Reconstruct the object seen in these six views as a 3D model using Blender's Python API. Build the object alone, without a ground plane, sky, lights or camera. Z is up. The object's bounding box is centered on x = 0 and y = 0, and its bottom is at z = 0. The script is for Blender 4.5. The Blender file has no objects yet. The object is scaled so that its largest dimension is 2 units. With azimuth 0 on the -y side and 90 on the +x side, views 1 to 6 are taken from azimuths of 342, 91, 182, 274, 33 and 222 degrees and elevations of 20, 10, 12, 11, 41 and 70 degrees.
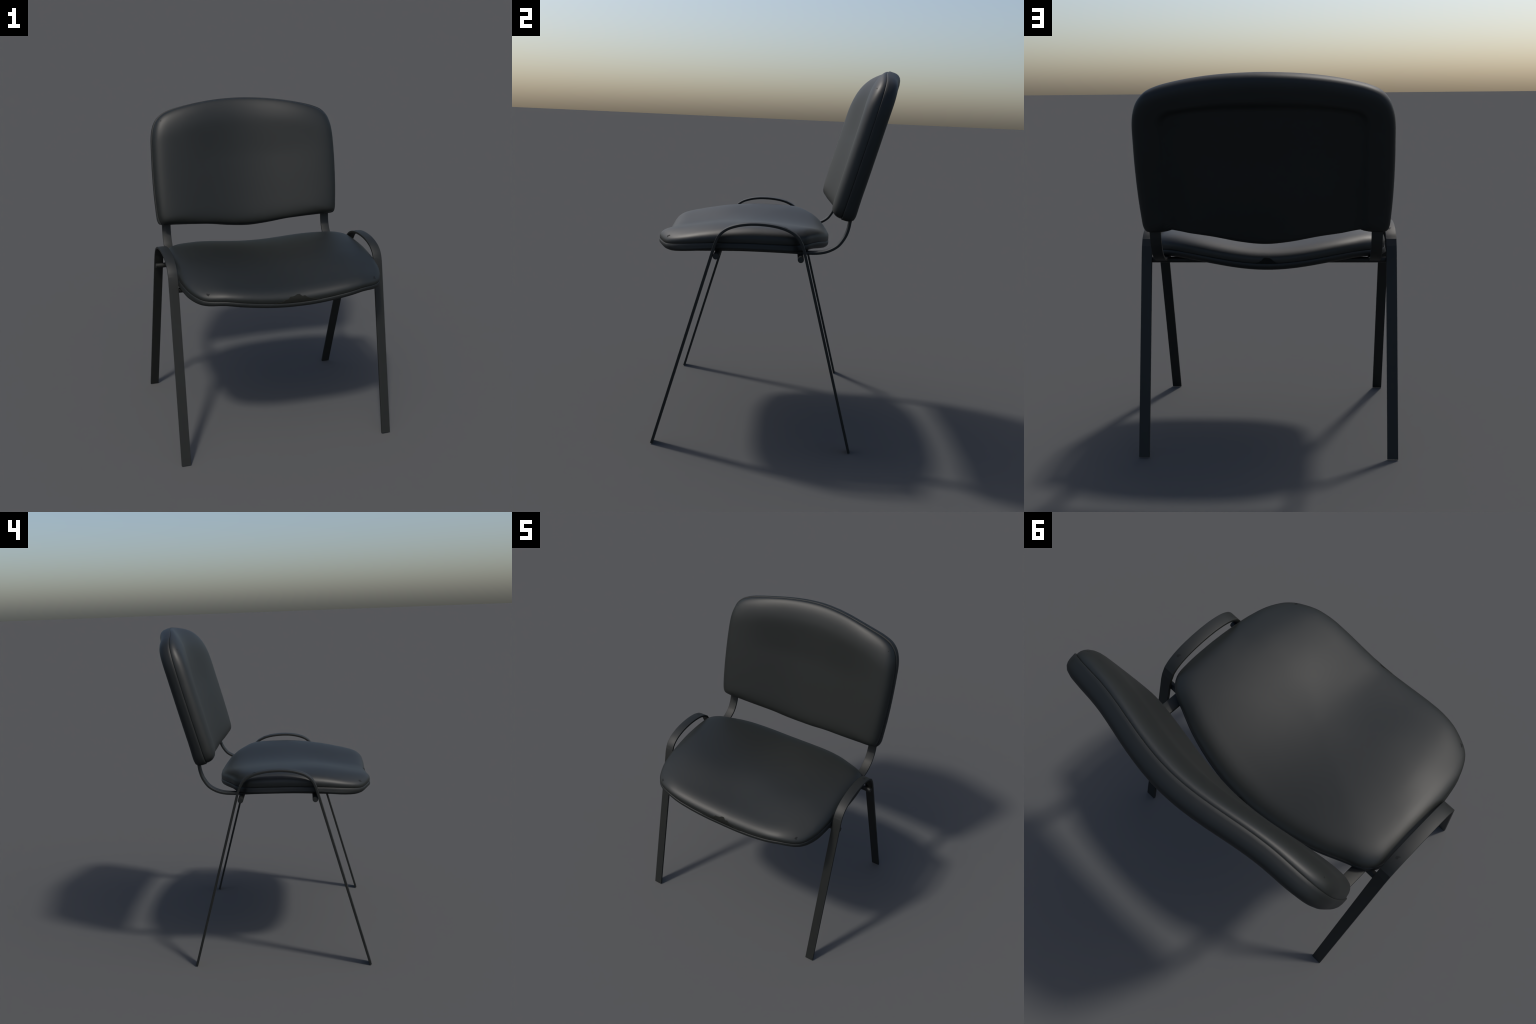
import bpy, bmesh, math
from mathutils import Vector

# ------------------------------------------------------------------ helpers
def smoothstep(a, b, v):
    t = max(0.0, min(1.0, (v - a) / (b - a)))
    return t * t * (3 - 2 * t)

def catmull(points, per=8, closed=False):
    """Smooth curve through 2D control points."""
    n, out = len(points), []
    last = n if closed else n - 1
    for i in range(last):
        if closed:
            p0, p1, p2, p3 = (points[(i + k - 1) % n] for k in range(4))
        else:
            p1, p2 = points[i], points[i + 1]
            p0 = points[i - 1] if i else (2 * p1[0] - p2[0], 2 * p1[1] - p2[1])
            p3 = points[i + 2] if i + 2 < n else (2 * p2[0] - p1[0], 2 * p2[1] - p1[1])
        # centripetal knots keep uneven control points free of wiggles
        def d(a, b): return max(1e-6, math.hypot(b[0] - a[0], b[1] - a[1]) ** 0.5)
        t1 = d(p0, p1); t2 = t1 + d(p1, p2); t3 = t2 + d(p2, p3)
        for j in range(per):
            t = t1 + (t2 - t1) * j / per
            q = []
            for c in (0, 1):
                a1 = (t1 - t) / t1 * p0[c] + t / t1 * p1[c]
                a2 = (t2 - t) / (t2 - t1) * p1[c] + (t - t1) / (t2 - t1) * p2[c]
                a3 = (t3 - t) / (t3 - t2) * p2[c] + (t - t2) / (t3 - t2) * p3[c]
                b1 = (t2 - t) / t2 * a1 + t / t2 * a2
                b2 = (t3 - t) / (t3 - t1) * a2 + (t - t1) / (t3 - t1) * a3
                q.append((t2 - t) / (t2 - t1) * b1 + (t - t1) / (t2 - t1) * b2)
            out.append(tuple(q))
    if not closed:
        out.append(tuple(points[-1]))
    return out

def resample(poly, count):
    """Even spacing around a closed 2D outline."""
    n = len(poly)
    acc = [0.0]
    for i in range(n):
        a, b = poly[i], poly[(i + 1) % n]
        acc.append(acc[-1] + math.hypot(b[0] - a[0], b[1] - a[1]))
    out, k = [], 0
    for i in range(count):
        s = acc[-1] * i / count
        while acc[k + 1] < s:
            k += 1
        f = (s - acc[k]) / (acc[k + 1] - acc[k])
        a, b = poly[k % n], poly[(k + 1) % n]
        out.append((a[0] + f * (b[0] - a[0]), a[1] + f * (b[1] - a[1])))
    return out

def mirrored_outline(half, count=240):
    """Closed outline from control points of the +x half (first and last on x = 0)."""
    full = list(half) + [(-x, y) for x, y in reversed(half[1:-1])]
    return resample(catmull(full, 10, True), count)

def outline_normals(poly):
    n, out = len(poly), []
    area = sum(poly[i][0] * poly[(i + 1) % n][1] - poly[(i + 1) % n][0] * poly[i][1] for i in range(n))
    sgn = 1 if area > 0 else -1
    for i in range(n):
        a, b = poly[i - 1], poly[(i + 1) % n]
        dx, dy = b[0] - a[0], b[1] - a[1]
        l = math.hypot(dx, dy)
        out.append((-dy / l * sgn, dx / l * sgn))          # inward
    return out

def inset_ring(poly, normals, centre, inset):
    """Ring moved inwards along lines to the centre, never crossing itself."""
    n = len(poly)
    f = []
    for (x, y), (nx, ny) in zip(poly, normals):
        reach = (centre[0] - x) * nx + (centre[1] - y) * ny
        f.append(min(0.98, inset / max(reach, 0.15)))
    w = min(14, int(inset / 0.006))                      # deeper rings forget small nicks of the border
    for _ in range(2):
        f = [sum(f[(i + k) % n] for k in range(-w, w + 1)) / (2 * w + 1) for i in range(n)]
    return [(x + g * (centre[0] - x), y + g * (centre[1] - y)) for (x, y), g in zip(poly, f)]

def pad_mesh(name, rings, place, close_start=True):
    """Skin a stack of 2D rings (each a list of (a, b, h)) and cap both ends."""
    bm = bmesh.new()
    rows = []
    for ring in rings:
        rows.append([bm.verts.new(place(a, b, h)) for a, b, h in ring])
    n = len(rows[0])
    for r0, r1 in zip(rows, rows[1:]):
        for i in range(n):
            j = (i + 1) % n
            bm.faces.new((r0[i], r0[j], r1[j], r1[i]))
    for row, ring in ((rows[0], rings[0]), (rows[-1], rings[-1])):
        ca = sum(p[0] for p in ring) / n
        cb = sum(p[1] for p in ring) / n
        ch = sum(p[2] for p in ring) / n
        c = bm.verts.new(place(ca, cb, ch))
        for i in range(n):
            bm.faces.new((row[i], row[(i + 1) % n], c))
    bmesh.ops.recalc_face_normals(bm, faces=bm.faces)
    me = bpy.data.meshes.new(name)
    bm.to_mesh(me)
    bm.free()
    return me

def add(name, me, parent, mat, angle=None):
    ob = bpy.data.objects.new(name, me)
    bpy.context.scene.collection.objects.link(ob)
    ob.parent = parent
    if mat and not me.materials:
        me.materials.append(mat)
    me.shade_smooth()
    if angle is not None:
        me.set_sharp_from_angle(angle=math.radians(angle))
    return ob

def rings_from_profile(poly, centre, profile, heights=None, fill=14, crown=0.0):
    """profile: (inset, height) pairs from the border to the inside; then on to the centre."""
    nrm = outline_normals(poly)
    rings = []
    for ins, h in profile:
        if ins >= 0:
            ring = inset_ring(poly, nrm, centre, ins)
        else:
            ring = [(x - nx * -ins, y - ny * -ins) for (x, y), (nx, ny) in zip(poly, nrm)]
        rings.append([(x, y, h) for x, y in ring])
    last, hl = rings[-1], profile[-1][1]
    for k in range(1, fill):
        f = k / fill
        rings.append([(x + f * (centre[0] - x), y + f * (centre[1] - y), hl + crown * (1 - (1 - f) ** 2)) for x, y, _ in last])
    return rings

# ---------------------------------------------------------------- materials
def node_material(name, colour, rough, grain=0.0, grain_scale=60, bump=0.0, bump_scale=300, spec=0.5, flecks=(), fleck_colour=(0.02, 0.02, 0.02)):
    m = bpy.data.materials.new(name)
    m.use_nodes = True
    nt = m.node_tree
    bsdf = nt.nodes["Principled BSDF"]
    co = nt.nodes.new("ShaderNodeTexCoord")
    noise = nt.nodes.new("ShaderNodeTexNoise")
    noise.inputs["Scale"].default_value = grain_scale
    noise.inputs["Detail"].default_value = 4
    nt.links.new(co.outputs["Object"], noise.inputs["Vector"])
    ramp = nt.nodes.new("ShaderNodeValToRGB")
    lo = [c * (1 - grain) for c in colour]
    hi = [c * (1 + grain) for c in colour]
    ramp.color_ramp.elements[0].position = 0.3
    ramp.color_ramp.elements[1].position = 0.7
    ramp.color_ramp.elements[0].color = (*lo, 1)
    ramp.color_ramp.elements[1].color = (*hi, 1)
    nt.links.new(noise.outputs["Fac"], ramp.inputs["Fac"])
    nt.links.new(ramp.outputs["Color"], bsdf.inputs["Base Color"])
    bsdf.inputs["Roughness"].default_value = rough
    bsdf.inputs["Specular IOR Level"].default_value = spec
    if bump:
        fine = nt.nodes.new("ShaderNodeTexNoise")
        fine.inputs["Scale"].default_value = bump_scale
        nt.links.new(co.outputs["Object"], fine.inputs["Vector"])
        b = nt.nodes.new("ShaderNodeBump")
        b.inputs["Strength"].default_value = bump
        b.inputs["Distance"].default_value = 0.002
        nt.links.new(fine.outputs["Fac"], b.inputs["Height"])
        nt.links.new(b.outputs["Normal"], bsdf.inputs["Normal"])
    return m

LEATHER = node_material("black_leatherette", (0.0060, 0.0075, 0.0064), 0.54, 0.05, 40)
PLASTIC = node_material("black_plastic", (0.0064, 0.0078, 0.0072), 0.57, 0.05, 40, spec=0.4)
METAL = node_material("black_painted_steel", (0.0062, 0.0072, 0.0060), 0.60, 0.05, 40, spec=0.44)
TRAY_EDGE = node_material("highlight_dulled_tray_edge", (0.0085, 0.0092, 0.0075), 0.8, 0.08, 60, spec=0.15)  # shell plastic with gloss cut, so the lip's missing highlight is baked in

# --------------------------------------------------------------------- root
chair = bpy.data.objects.new("office_chair", None)
bpy.context.scene.collection.objects.link(chair)
chair["label"] = "black padded stacking office chair with bent steel legs"
chair["category"] = "chair"

# -------------------------------------------------------------------- seat
def bell(x, half):
    return 0.5 * (1 + math.cos(math.pi * min(1.0, abs(x) / half)))

SEAT_HALF = [(0, -0.636), (0.12, -0.639), (0.25, -0.641), (0.36, -0.635), (0.465, -0.608), (0.548, -0.560), (0.597, -0.472),
             (0.621, -0.36), (0.633, -0.22), (0.638, -0.08), (0.636, 0.03), (0.624, 0.107), (0.584, 0.157),
             (0.49, 0.200), (0.37, 0.246), (0.20, 0.285), (0, 0.300)]
seat_outline = mirrored_outline(SEAT_HALF, 260)
SEAT_C = (0.0, -0.17)

def seat_base(x, y):
    """Height of the seam surface: a trough along the middle, drooping to the front."""
    droop = (0.021 + 0.020 * smoothstep(0.40, 0.56, abs(x))) * max(0.0, (-0.1 - y) / 0.5) ** 2
    return 1.080 - 0.05 * bell(x, 0.56) - droop

def seat_place(x, y, h):
    return Vector((x, y, seat_base(x, y) + h))

def cushion_place(x, y, h):
    """Upper surface: lengthwise arch, and front corners that are pressed down."""
    f = max(0.0, h) / 0.083
    corner = smoothstep(-0.26, -0.60, y) * smoothstep(0.05, 0.32, abs(x))
    ends = 0.012 * ((y + 0.10) / 0.38) ** 2
    if y < -0.1:
        ends *= 0.6 * smoothstep(0.25, 0.5, abs(x))
    h -= f * (ends + 0.017 * corner + 0.008 * smoothstep(0.46, 0.58, abs(x)) * smoothstep(-0.10, -0.32, y) + 0.015 * bell(x, 0.34) * smoothstep(-0.16, -0.50, y))
    return seat_place(x, y, h)

seat_profile = [(0.055, -0.004), (0.012, -0.004), (0.0025, 0.000), (0.0005, 0.009), (0.0, 0.019), (0.0, 0.030), (0.003, 0.042), (0.010, 0.053),
                (0.021, 0.063), (0.036, 0.071), (0.055, 0.077), (0.080, 0.081), (0.110, 0.083)]
seat = add("seat", pad_mesh("seat", rings_from_profile(seat_outline, SEAT_C, seat_profile, crown=0.015), cushion_place), chair, LEATHER)

shell_profile = [(0.05, 0.004), (0.012, 0.003), (0.001, 0.002), (-0.001, 0.000), (-0.002, -0.010), (0.000, -0.018), (0.006, -0.025), (0.017, -0.031),
                 (0.034, -0.034), (0.06, -0.036), (0.10, -0.036)]

def shell_place(x, y, h):
    """Moulded tray under the cushion: deep at the front, shallow at the rear."""
    if h < 0:
        x += math.copysign(0.014, x) * smoothstep(0.52, 0.60, abs(x)) * smoothstep(-0.012, -0.03, h)
        h *= 1.0 + 0.10 * smoothstep(-0.55, 0.15, y) + 0.22 * smoothstep(0.44, 0.58, abs(x)) * smoothstep(-0.25, -0.48, y)
    return seat_place(x, y, h)

seat_shell_me = pad_mesh("seat_shell", rings_from_profile(seat_outline, SEAT_C, shell_profile), shell_place)

def lip_mesh(name, on_edge, half, reach):
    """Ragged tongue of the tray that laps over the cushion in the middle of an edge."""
    nr = outline_normals(seat_outline)
    cols = [k for k, (x, y) in enumerate(seat_outline) if on_edge(y) and abs(x) <= half]
    cols.sort(key=lambda k: seat_outline[k][0])
    bm = bmesh.new()
    rows = []
    for k in cols:
        (x, y), (nx, ny) = seat_outline[k], nr[k]
        top = reach * bell(x, half) ** 1.2 * (1 + 0.10 * math.sin(k * 2.4)) + 0.004
        top = round(top / 0.003) * 0.003 + 0.001
        col = []
        for step in range(11):
            h = top * step / 10
            (i0, h0), (i1, h1) = next((a, b) for a, b in zip(seat_profile[2:], seat_profile[3:]) if h <= b[1])
            ins = i0 + (i1 - i0) * (h - h0) / (h1 - h0) - 0.0016
            col.append(bm.verts.new(cushion_place(x + nx * ins, y + ny * ins, h)))
        rows.append(col)
    for c0, c1 in zip(rows, rows[1:]):
        for i in range(len(c0) - 1):
            if (c0[i].co - c0[i + 1].co).length > 1e-6 or (c1[i].co - c1[i + 1].co).length > 1e-6:
                bm.faces.new((c0[i], c1[i], c1[i + 1], c0[i + 1]))
    bmesh.ops.recalc_face_normals(bm, faces=bm.faces)
    for f in bm.faces:
        f.normal_update()
    out = sum(f.normal.y for f in bm.faces) * (rows[0][0].co.y)
    if out < 0:
        bmesh.ops.reverse_faces(bm, faces=bm.faces)
    bmesh.ops.solidify(bm, geom=list(bm.faces), thickness=0.004)
    me = bpy.data.meshes.new(name)
    bm.to_mesh(me)
    bm.free()
    return me

seat_shell = add("seat_shell", seat_shell_me, chair, PLASTIC)
add("shell_lip", lip_mesh("front_lip", lambda y: y < -0.5, 0.15, 0.052), seat_shell, TRAY_EDGE)
add("shell_lip", lip_mesh("rear_lip", lambda y: y > 0.2, 0.06, 0.042), seat_shell, TRAY_EDGE)

# ---------------------------------------------------------------- backrest
TILT = math.atan(0.27)
SA, CA = math.sin(TILT), math.cos(TILT)

def back_place(x, t, n):
    """Local frame: t up along the leaning back, n out of its rear face."""
    n = n + 0.045 * bell(x, 0.45) + 0.006 * (1 - (x / 0.63) ** 2)
    return Vector((x, t * SA + n * CA, 1.2128 + t * CA - n * SA))

BACK_HALF = [(0, 0.915), (0.13, 0.909), (0.25, 0.895), (0.405, 0.866), (0.505, 0.840), (0.562, 0.813), (0.600, 0.773), (0.621, 0.725), (0.632, 0.670),
             (0.637, 0.57), (0.640, 0.45), (0.639, 0.30), (0.634, 0.19), (0.628, 0.125), (0.617, 0.101), (0.595, 0.094),
             (0.54, 0.094), (0.505, 0.099), (0.486, 0.107), (0.46, 0.104), (0.385, 0.090), (0.26, 0.077), (0.13, 0.060), (0, 0.051)]
back_outline = mirrored_outline(BACK_HALF, 300)
BACK_C = (0.0, 0.48)
N_SEAM = 0.316
PAD_HALF = [(0, 0.910), (0.13, 0.904), (0.25, 0.890), (0.40, 0.861), (0.50, 0.834), (0.558, 0.806), (0.595, 0.768), (0.616, 0.720), (0.627, 0.66),
            (0.633, 0.56), (0.635, 0.43), (0.633, 0.30), (0.628, 0.2), (0.621, 0.140), (0.608, 0.108), (0.572, 0.096),
            (0.50, 0.092), (0.39, 0.087), (0.22, 0.075), (0.1, 0.0605), (0, 0.057)]
pad_outline = mirrored_outline(PAD_HALF, 300)
back_profile = [(0.05, 0.004), (0.010, 0.004), (0.003, 0.002), (0.001, -0.002), (0.0, -0.010), (0.003, -0.025), (0.008, -0.037), (0.016, -0.047),
                (0.027, -0.055), (0.041, -0.0605), (0.058, -0.0642), (0.083, -0.0664), (0.115, -0.067)]
pad_rings = rings_from_profile(pad_outline, BACK_C, [(i, h) for i, h in back_profile], fill=18)

def pad_front(x, t, h):
    """Front face: the top edge rolls back softly, the lower middle is hollowed."""
    depth = max(0.0, -h - 0.012) / 0.055
    hollow = (0.065 * bell(x, 0.60) - 0.045 * bell(x, 0.45)) * (1 - 0.6 * smoothstep(0.50, 0.80, t))
    edge = 0.906 - 0.049 * (x / 0.4) ** 2 - t
    roll = 0.023 * max(0.0, 1 - edge / 0.16) ** 2 if edge < 0.16 else 0.0
    return h + depth * (hollow + roll)

pad_rings = [[(x, t, N_SEAM + pad_front(x, t, h)) for x, t, h in ring] for ring in pad_rings]
backrest = add("backrest", pad_mesh("backrest", pad_rings, back_place), chair, LEATHER)

def back_panel_depth(x, t):
    """Recess of the rear panel: inside the raised rim at the top and the sides, open at the bottom."""
    top = 0.772 - 0.05 * (x / 0.48) ** 2
    side = 0.50
    inx, iny = side - abs(x), top - t
    r = 0.06
    if inx < r and iny < r:
        d = r - math.hypot(r - inx, r - iny)
    else:
        d = min(inx, iny)
    return (0.020 + 0.005 * smoothstep(0.34, 0.42, abs(x)) * (1 - smoothstep(0.60, 0.74, t))
            - 0.010 * (1 - smoothstep(0.28, 0.40, abs(x))) * (1 - smoothstep(0.22, 0.55, t))) * smoothstep(-0.022, 0.022, d)

shell_prof = [(0.05, -0.002), (0.012, -0.002), (0.002, -0.003), (0.0, -0.001), (0.0, 0.012), (0.0, 0.024), (0.002, 0.038), (0.007, 0.050), (0.017, 0.061), (0.032, 0.068),
              (0.055, 0.0722), (0.075, 0.073)]
for k in range(1, 14):
    shell_prof.append((0.075 + 0.011 * k, 0.073))
rings = rings_from_profile(back_outline, BACK_C, shell_prof, fill=18)
rings = [[(x, t, N_SEAM + min(h * (1.0 - 0.10 * smoothstep(0.15, 0.42, abs(x)) * (1 - 0.6 * smoothstep(0.62, 0.82, t)) * smoothstep(0.05, 0.25, t)), 0.073 - back_panel_depth(x, t))) for x, t, h in ring] for ring in rings]
back_shell = add("backrest_shell", pad_mesh("backrest_shell", rings, back_place), chair, PLASTIC)

# ------------------------------------------------------- flat bars of steel
WIDTH, THICK = 0.057, 0.0137

def bar_section(w, t, r=0.0022, k=3):
    """Rounded rectangle: (across, depth) with depth from 0 (outer face) to -t."""
    pts = []
    for cx, cy, a0 in ((w / 2 - r, -r, 0), (-w / 2 + r, -r, 90), (-w / 2 + r, -t + r, 180), (w / 2 - r, -t + r, 270)):
        for i in range(k + 1):
            a = math.radians(a0 + 90 * i / k)
            pts.append((cx + r * math.cos(a), cy + r * math.sin(a)))
    return pts

def bar_mesh(name, path, cap=(True, True), w=WIDTH, t=THICK, ends=(None, None)):
    """Sweep the section along a path in the y-z plane; the path is the outer face."""
    sec = bar_section(w, t)
    bm = bmesh.new()
    rows = []
    for i, p in enumerate(path):
        if i == 0 and ends[0]:
            ty, tz = ends[0]
        elif i == len(path) - 1 and ends[1]:
            ty, tz = ends[1]
        else:
            a, b = path[max(0, i - 1)], path[min(len(path) - 1, i + 1)]
            ty, tz = b[0] - a[0], b[1] - a[1]
        l = math.hypot(ty, tz)
        ny, nz = -tz / l, ty / l                     # left of the direction of travel: outer side
        rows.append([bm.verts.new((u, p[0] + d * ny, p[1] + d * nz)) for u, d in sec])
    n = len(sec)
    for r0, r1 in zip(rows, rows[1:]):
        for i in range(n):
            bm.faces.new((r0[i], r0[(i + 1) % n], r1[(i + 1) % n], r1[i]))
    if cap[0]:
        bm.faces.new(rows[0])
    if cap[1]:
        bm.faces.new(rows[-1])
    bmesh.ops.recalc_face_normals(bm, faces=bm.faces)
    me = bpy.data.meshes.new(name)
    bm.to_mesh(me)
    bm.free()
    return me

FRONT_FOOT, REAR_FOOT = (-0.6125, 0.0038), (0.4405, 0.0037)
ARCH = [(-0.3219, 1.048), (-0.3125, 1.081), (-0.3035, 1.1035), (-0.292, 1.125), (-0.275, 1.1445), (-0.2438, 1.1660), (-0.198, 1.1825),
        (-0.1476, 1.1920), (-0.1, 1.1950), (-0.0456, 1.1932), (0.0057, 1.1866), (0.0522, 1.1740), (0.094, 1.1535), (0.1207, 1.1310),
        (0.1404, 1.0965), (0.1533, 1.062)]
# the straight legs end in flat facets; the arch between them is one smooth bow
arch_curve = catmull(ARCH[2:14], 6)
front_curve = [FRONT_FOOT] + ARCH[0:3]
rear_curve = ARCH[13:16] + [REAR_FOOT]

def mitre(before, at, after):
    d = Vector((at[0] - before[0], at[1] - before[1])).normalized() + Vector((after[0] - at[0], after[1] - at[1])).normalized()
    return (d.x, d.y)

joint_front = mitre(front_curve[-2], front_curve[-1], arch_curve[1])
joint_rear = mitre(arch_curve[-2], arch_curve[-1], rear_curve[1])
front_me = bar_mesh("leg", front_curve, (True, False), ends=(None, joint_front))
rear_me = bar_mesh("rear_leg", rear_curve, (False, True), ends=(joint_rear, None))
arch_me = bar_mesh("arch", arch_curve, (False, False), ends=(joint_front, joint_rear))
X_FRAME = 0.6617
for side in (-1, 1):
    frame = bpy.data.objects.new("side_frame", None)
    bpy.context.scene.collection.objects.link(frame)
    frame.parent = chair
    frame.location = (side * X_FRAME, 0, 0)
    add("leg", front_me, frame, METAL, 6)
    add("leg", rear_me, frame, METAL, 6)
    add("arch", arch_me, frame, METAL, 40)

# back supports: run under the seat, sweep up into the backrest shell
SUPPORT = [(-0.434, 1.0229), (-0.30, 1.029), (-0.17, 1.0335), (0.0, 1.034), (0.11, 1.0325), (0.17, 1.031), (0.2222, 1.0340), (0.2586, 1.0415), (0.2895, 1.0540), (0.3250, 1.0775),
           (0.3490, 1.1075), (0.3670, 1.1420), (0.3778, 1.1800), (0.3833, 1.2150), (0.3960, 1.262), (0.4230, 1.362)]
# travel reversed so that the lower/rear face is the outer face
sup_me = bar_mesh("back_support", list(reversed(catmull(SUPPORT, 5))))
for side in (-1, 1):
    ob = add("back_support", sup_me, chair, METAL, 40)
    ob.location.x = side * 0.565

# cross bars welded between the side frames
def rod(name, r, half, n=40):
    bm = bmesh.new()
    bmesh.ops.create_cone(bm, cap_ends=True, segments=n, radius1=r, radius2=r, depth=2 * half)
    edges = [e for e in bm.edges if abs(abs(e.verts[0].co.z) - half) < 1e-5 and abs(e.verts[0].co.z - e.verts[1].co.z) < 1e-5]
    bmesh.ops.bevel(bm, geom=edges, offset=0.002, segments=2, affect='EDGES')
    for v in bm.verts:
        v.co = Vector((v.co.z, v.co.y, -v.co.x))
    me = bpy.data.meshes.new(name)
    bm.to_mesh(me)
    bm.free()
    return me

rod_me = rod("cross_bar", 0.0157, 0.685)
for y, z in ((-0.2992, 1.0158), (0.131, 1.0185)):
    ob = add("cross_bar", rod_me, chair, METAL, 50)
    ob.location = (0, y, z)

# small dark scuffs: spots on the cushion corners, ticks on the arches
def chip_mesh(name, poly, depth=0.002):
    bm = bmesh.new()
    lo = [bm.verts.new((x, y, -depth)) for x, y in poly]
    hi = [bm.verts.new((x, y, 0.0006)) for x, y in poly]
    n = len(poly)
    for i in range(n):
        bm.faces.new((lo[i], lo[(i + 1) % n], hi[(i + 1) % n], hi[i]))
    bm.faces.new(hi)
    bm.faces.new(list(reversed(lo)))
    bmesh.ops.recalc_face_normals(bm, faces=bm.faces)
    me = bpy.data.meshes.new(name)
    bm.to_mesh(me)
    bm.free()
    return me

DARK_FLECK = node_material("dark_fleck", (0.006, 0.007, 0.007), 0.75, 0.1, 80, spec=0.25)
corner_me = chip_mesh("fleck_mark", [(-0.011, 0.006), (0.004, 0.008), (0.012, 0.001), (0.001, -0.005), (-0.006, -0.010)])
dot_me = chip_mesh("fleck_dot", [(-0.005, 0.002), (0.0, 0.003), (0.005, 0.0), (0.0, -0.003)])
tick_me = chip_mesh("fleck_tick", [(-0.011, 0.004), (-0.004, 0.009), (0.009, 0.003), (0.011, -0.003), (0.003, 0.000), (-0.003, -0.006), (-0.010, -0.003)])

def stick(me, parent, host, point, turn):
    ok, loc, nor, _ = host.closest_point_on_mesh(host.matrix_world.inverted() @ Vector(point))
    ob = add("fleck_mark", me, parent, DARK_FLECK, 30)
    q = nor.to_track_quat('Z', 'Y')
    ob.rotation_mode = 'QUATERNION'
    from mathutils import Quaternion
    ob.rotation_quaternion = q @ Quaternion((0, 0, 1), math.radians(turn))
    ob.location = loc
    return ob

bpy.context.view_layer.update()
for side in (-1, 1):
    stick(corner_me, seat, seat, (side * 0.516, -0.564, 1.083), 90 - 60 * side)
    stick(dot_me, backrest, backrest, (side * 0.569, 0.467, 1.884), 30 * side)
for ob in [o for o in chair.children_recursive if o.name.startswith("arch")]:
    stick(tick_me, ob, ob, ob.matrix_world @ Vector((0.002, 0.048, 1.1745)), 60)
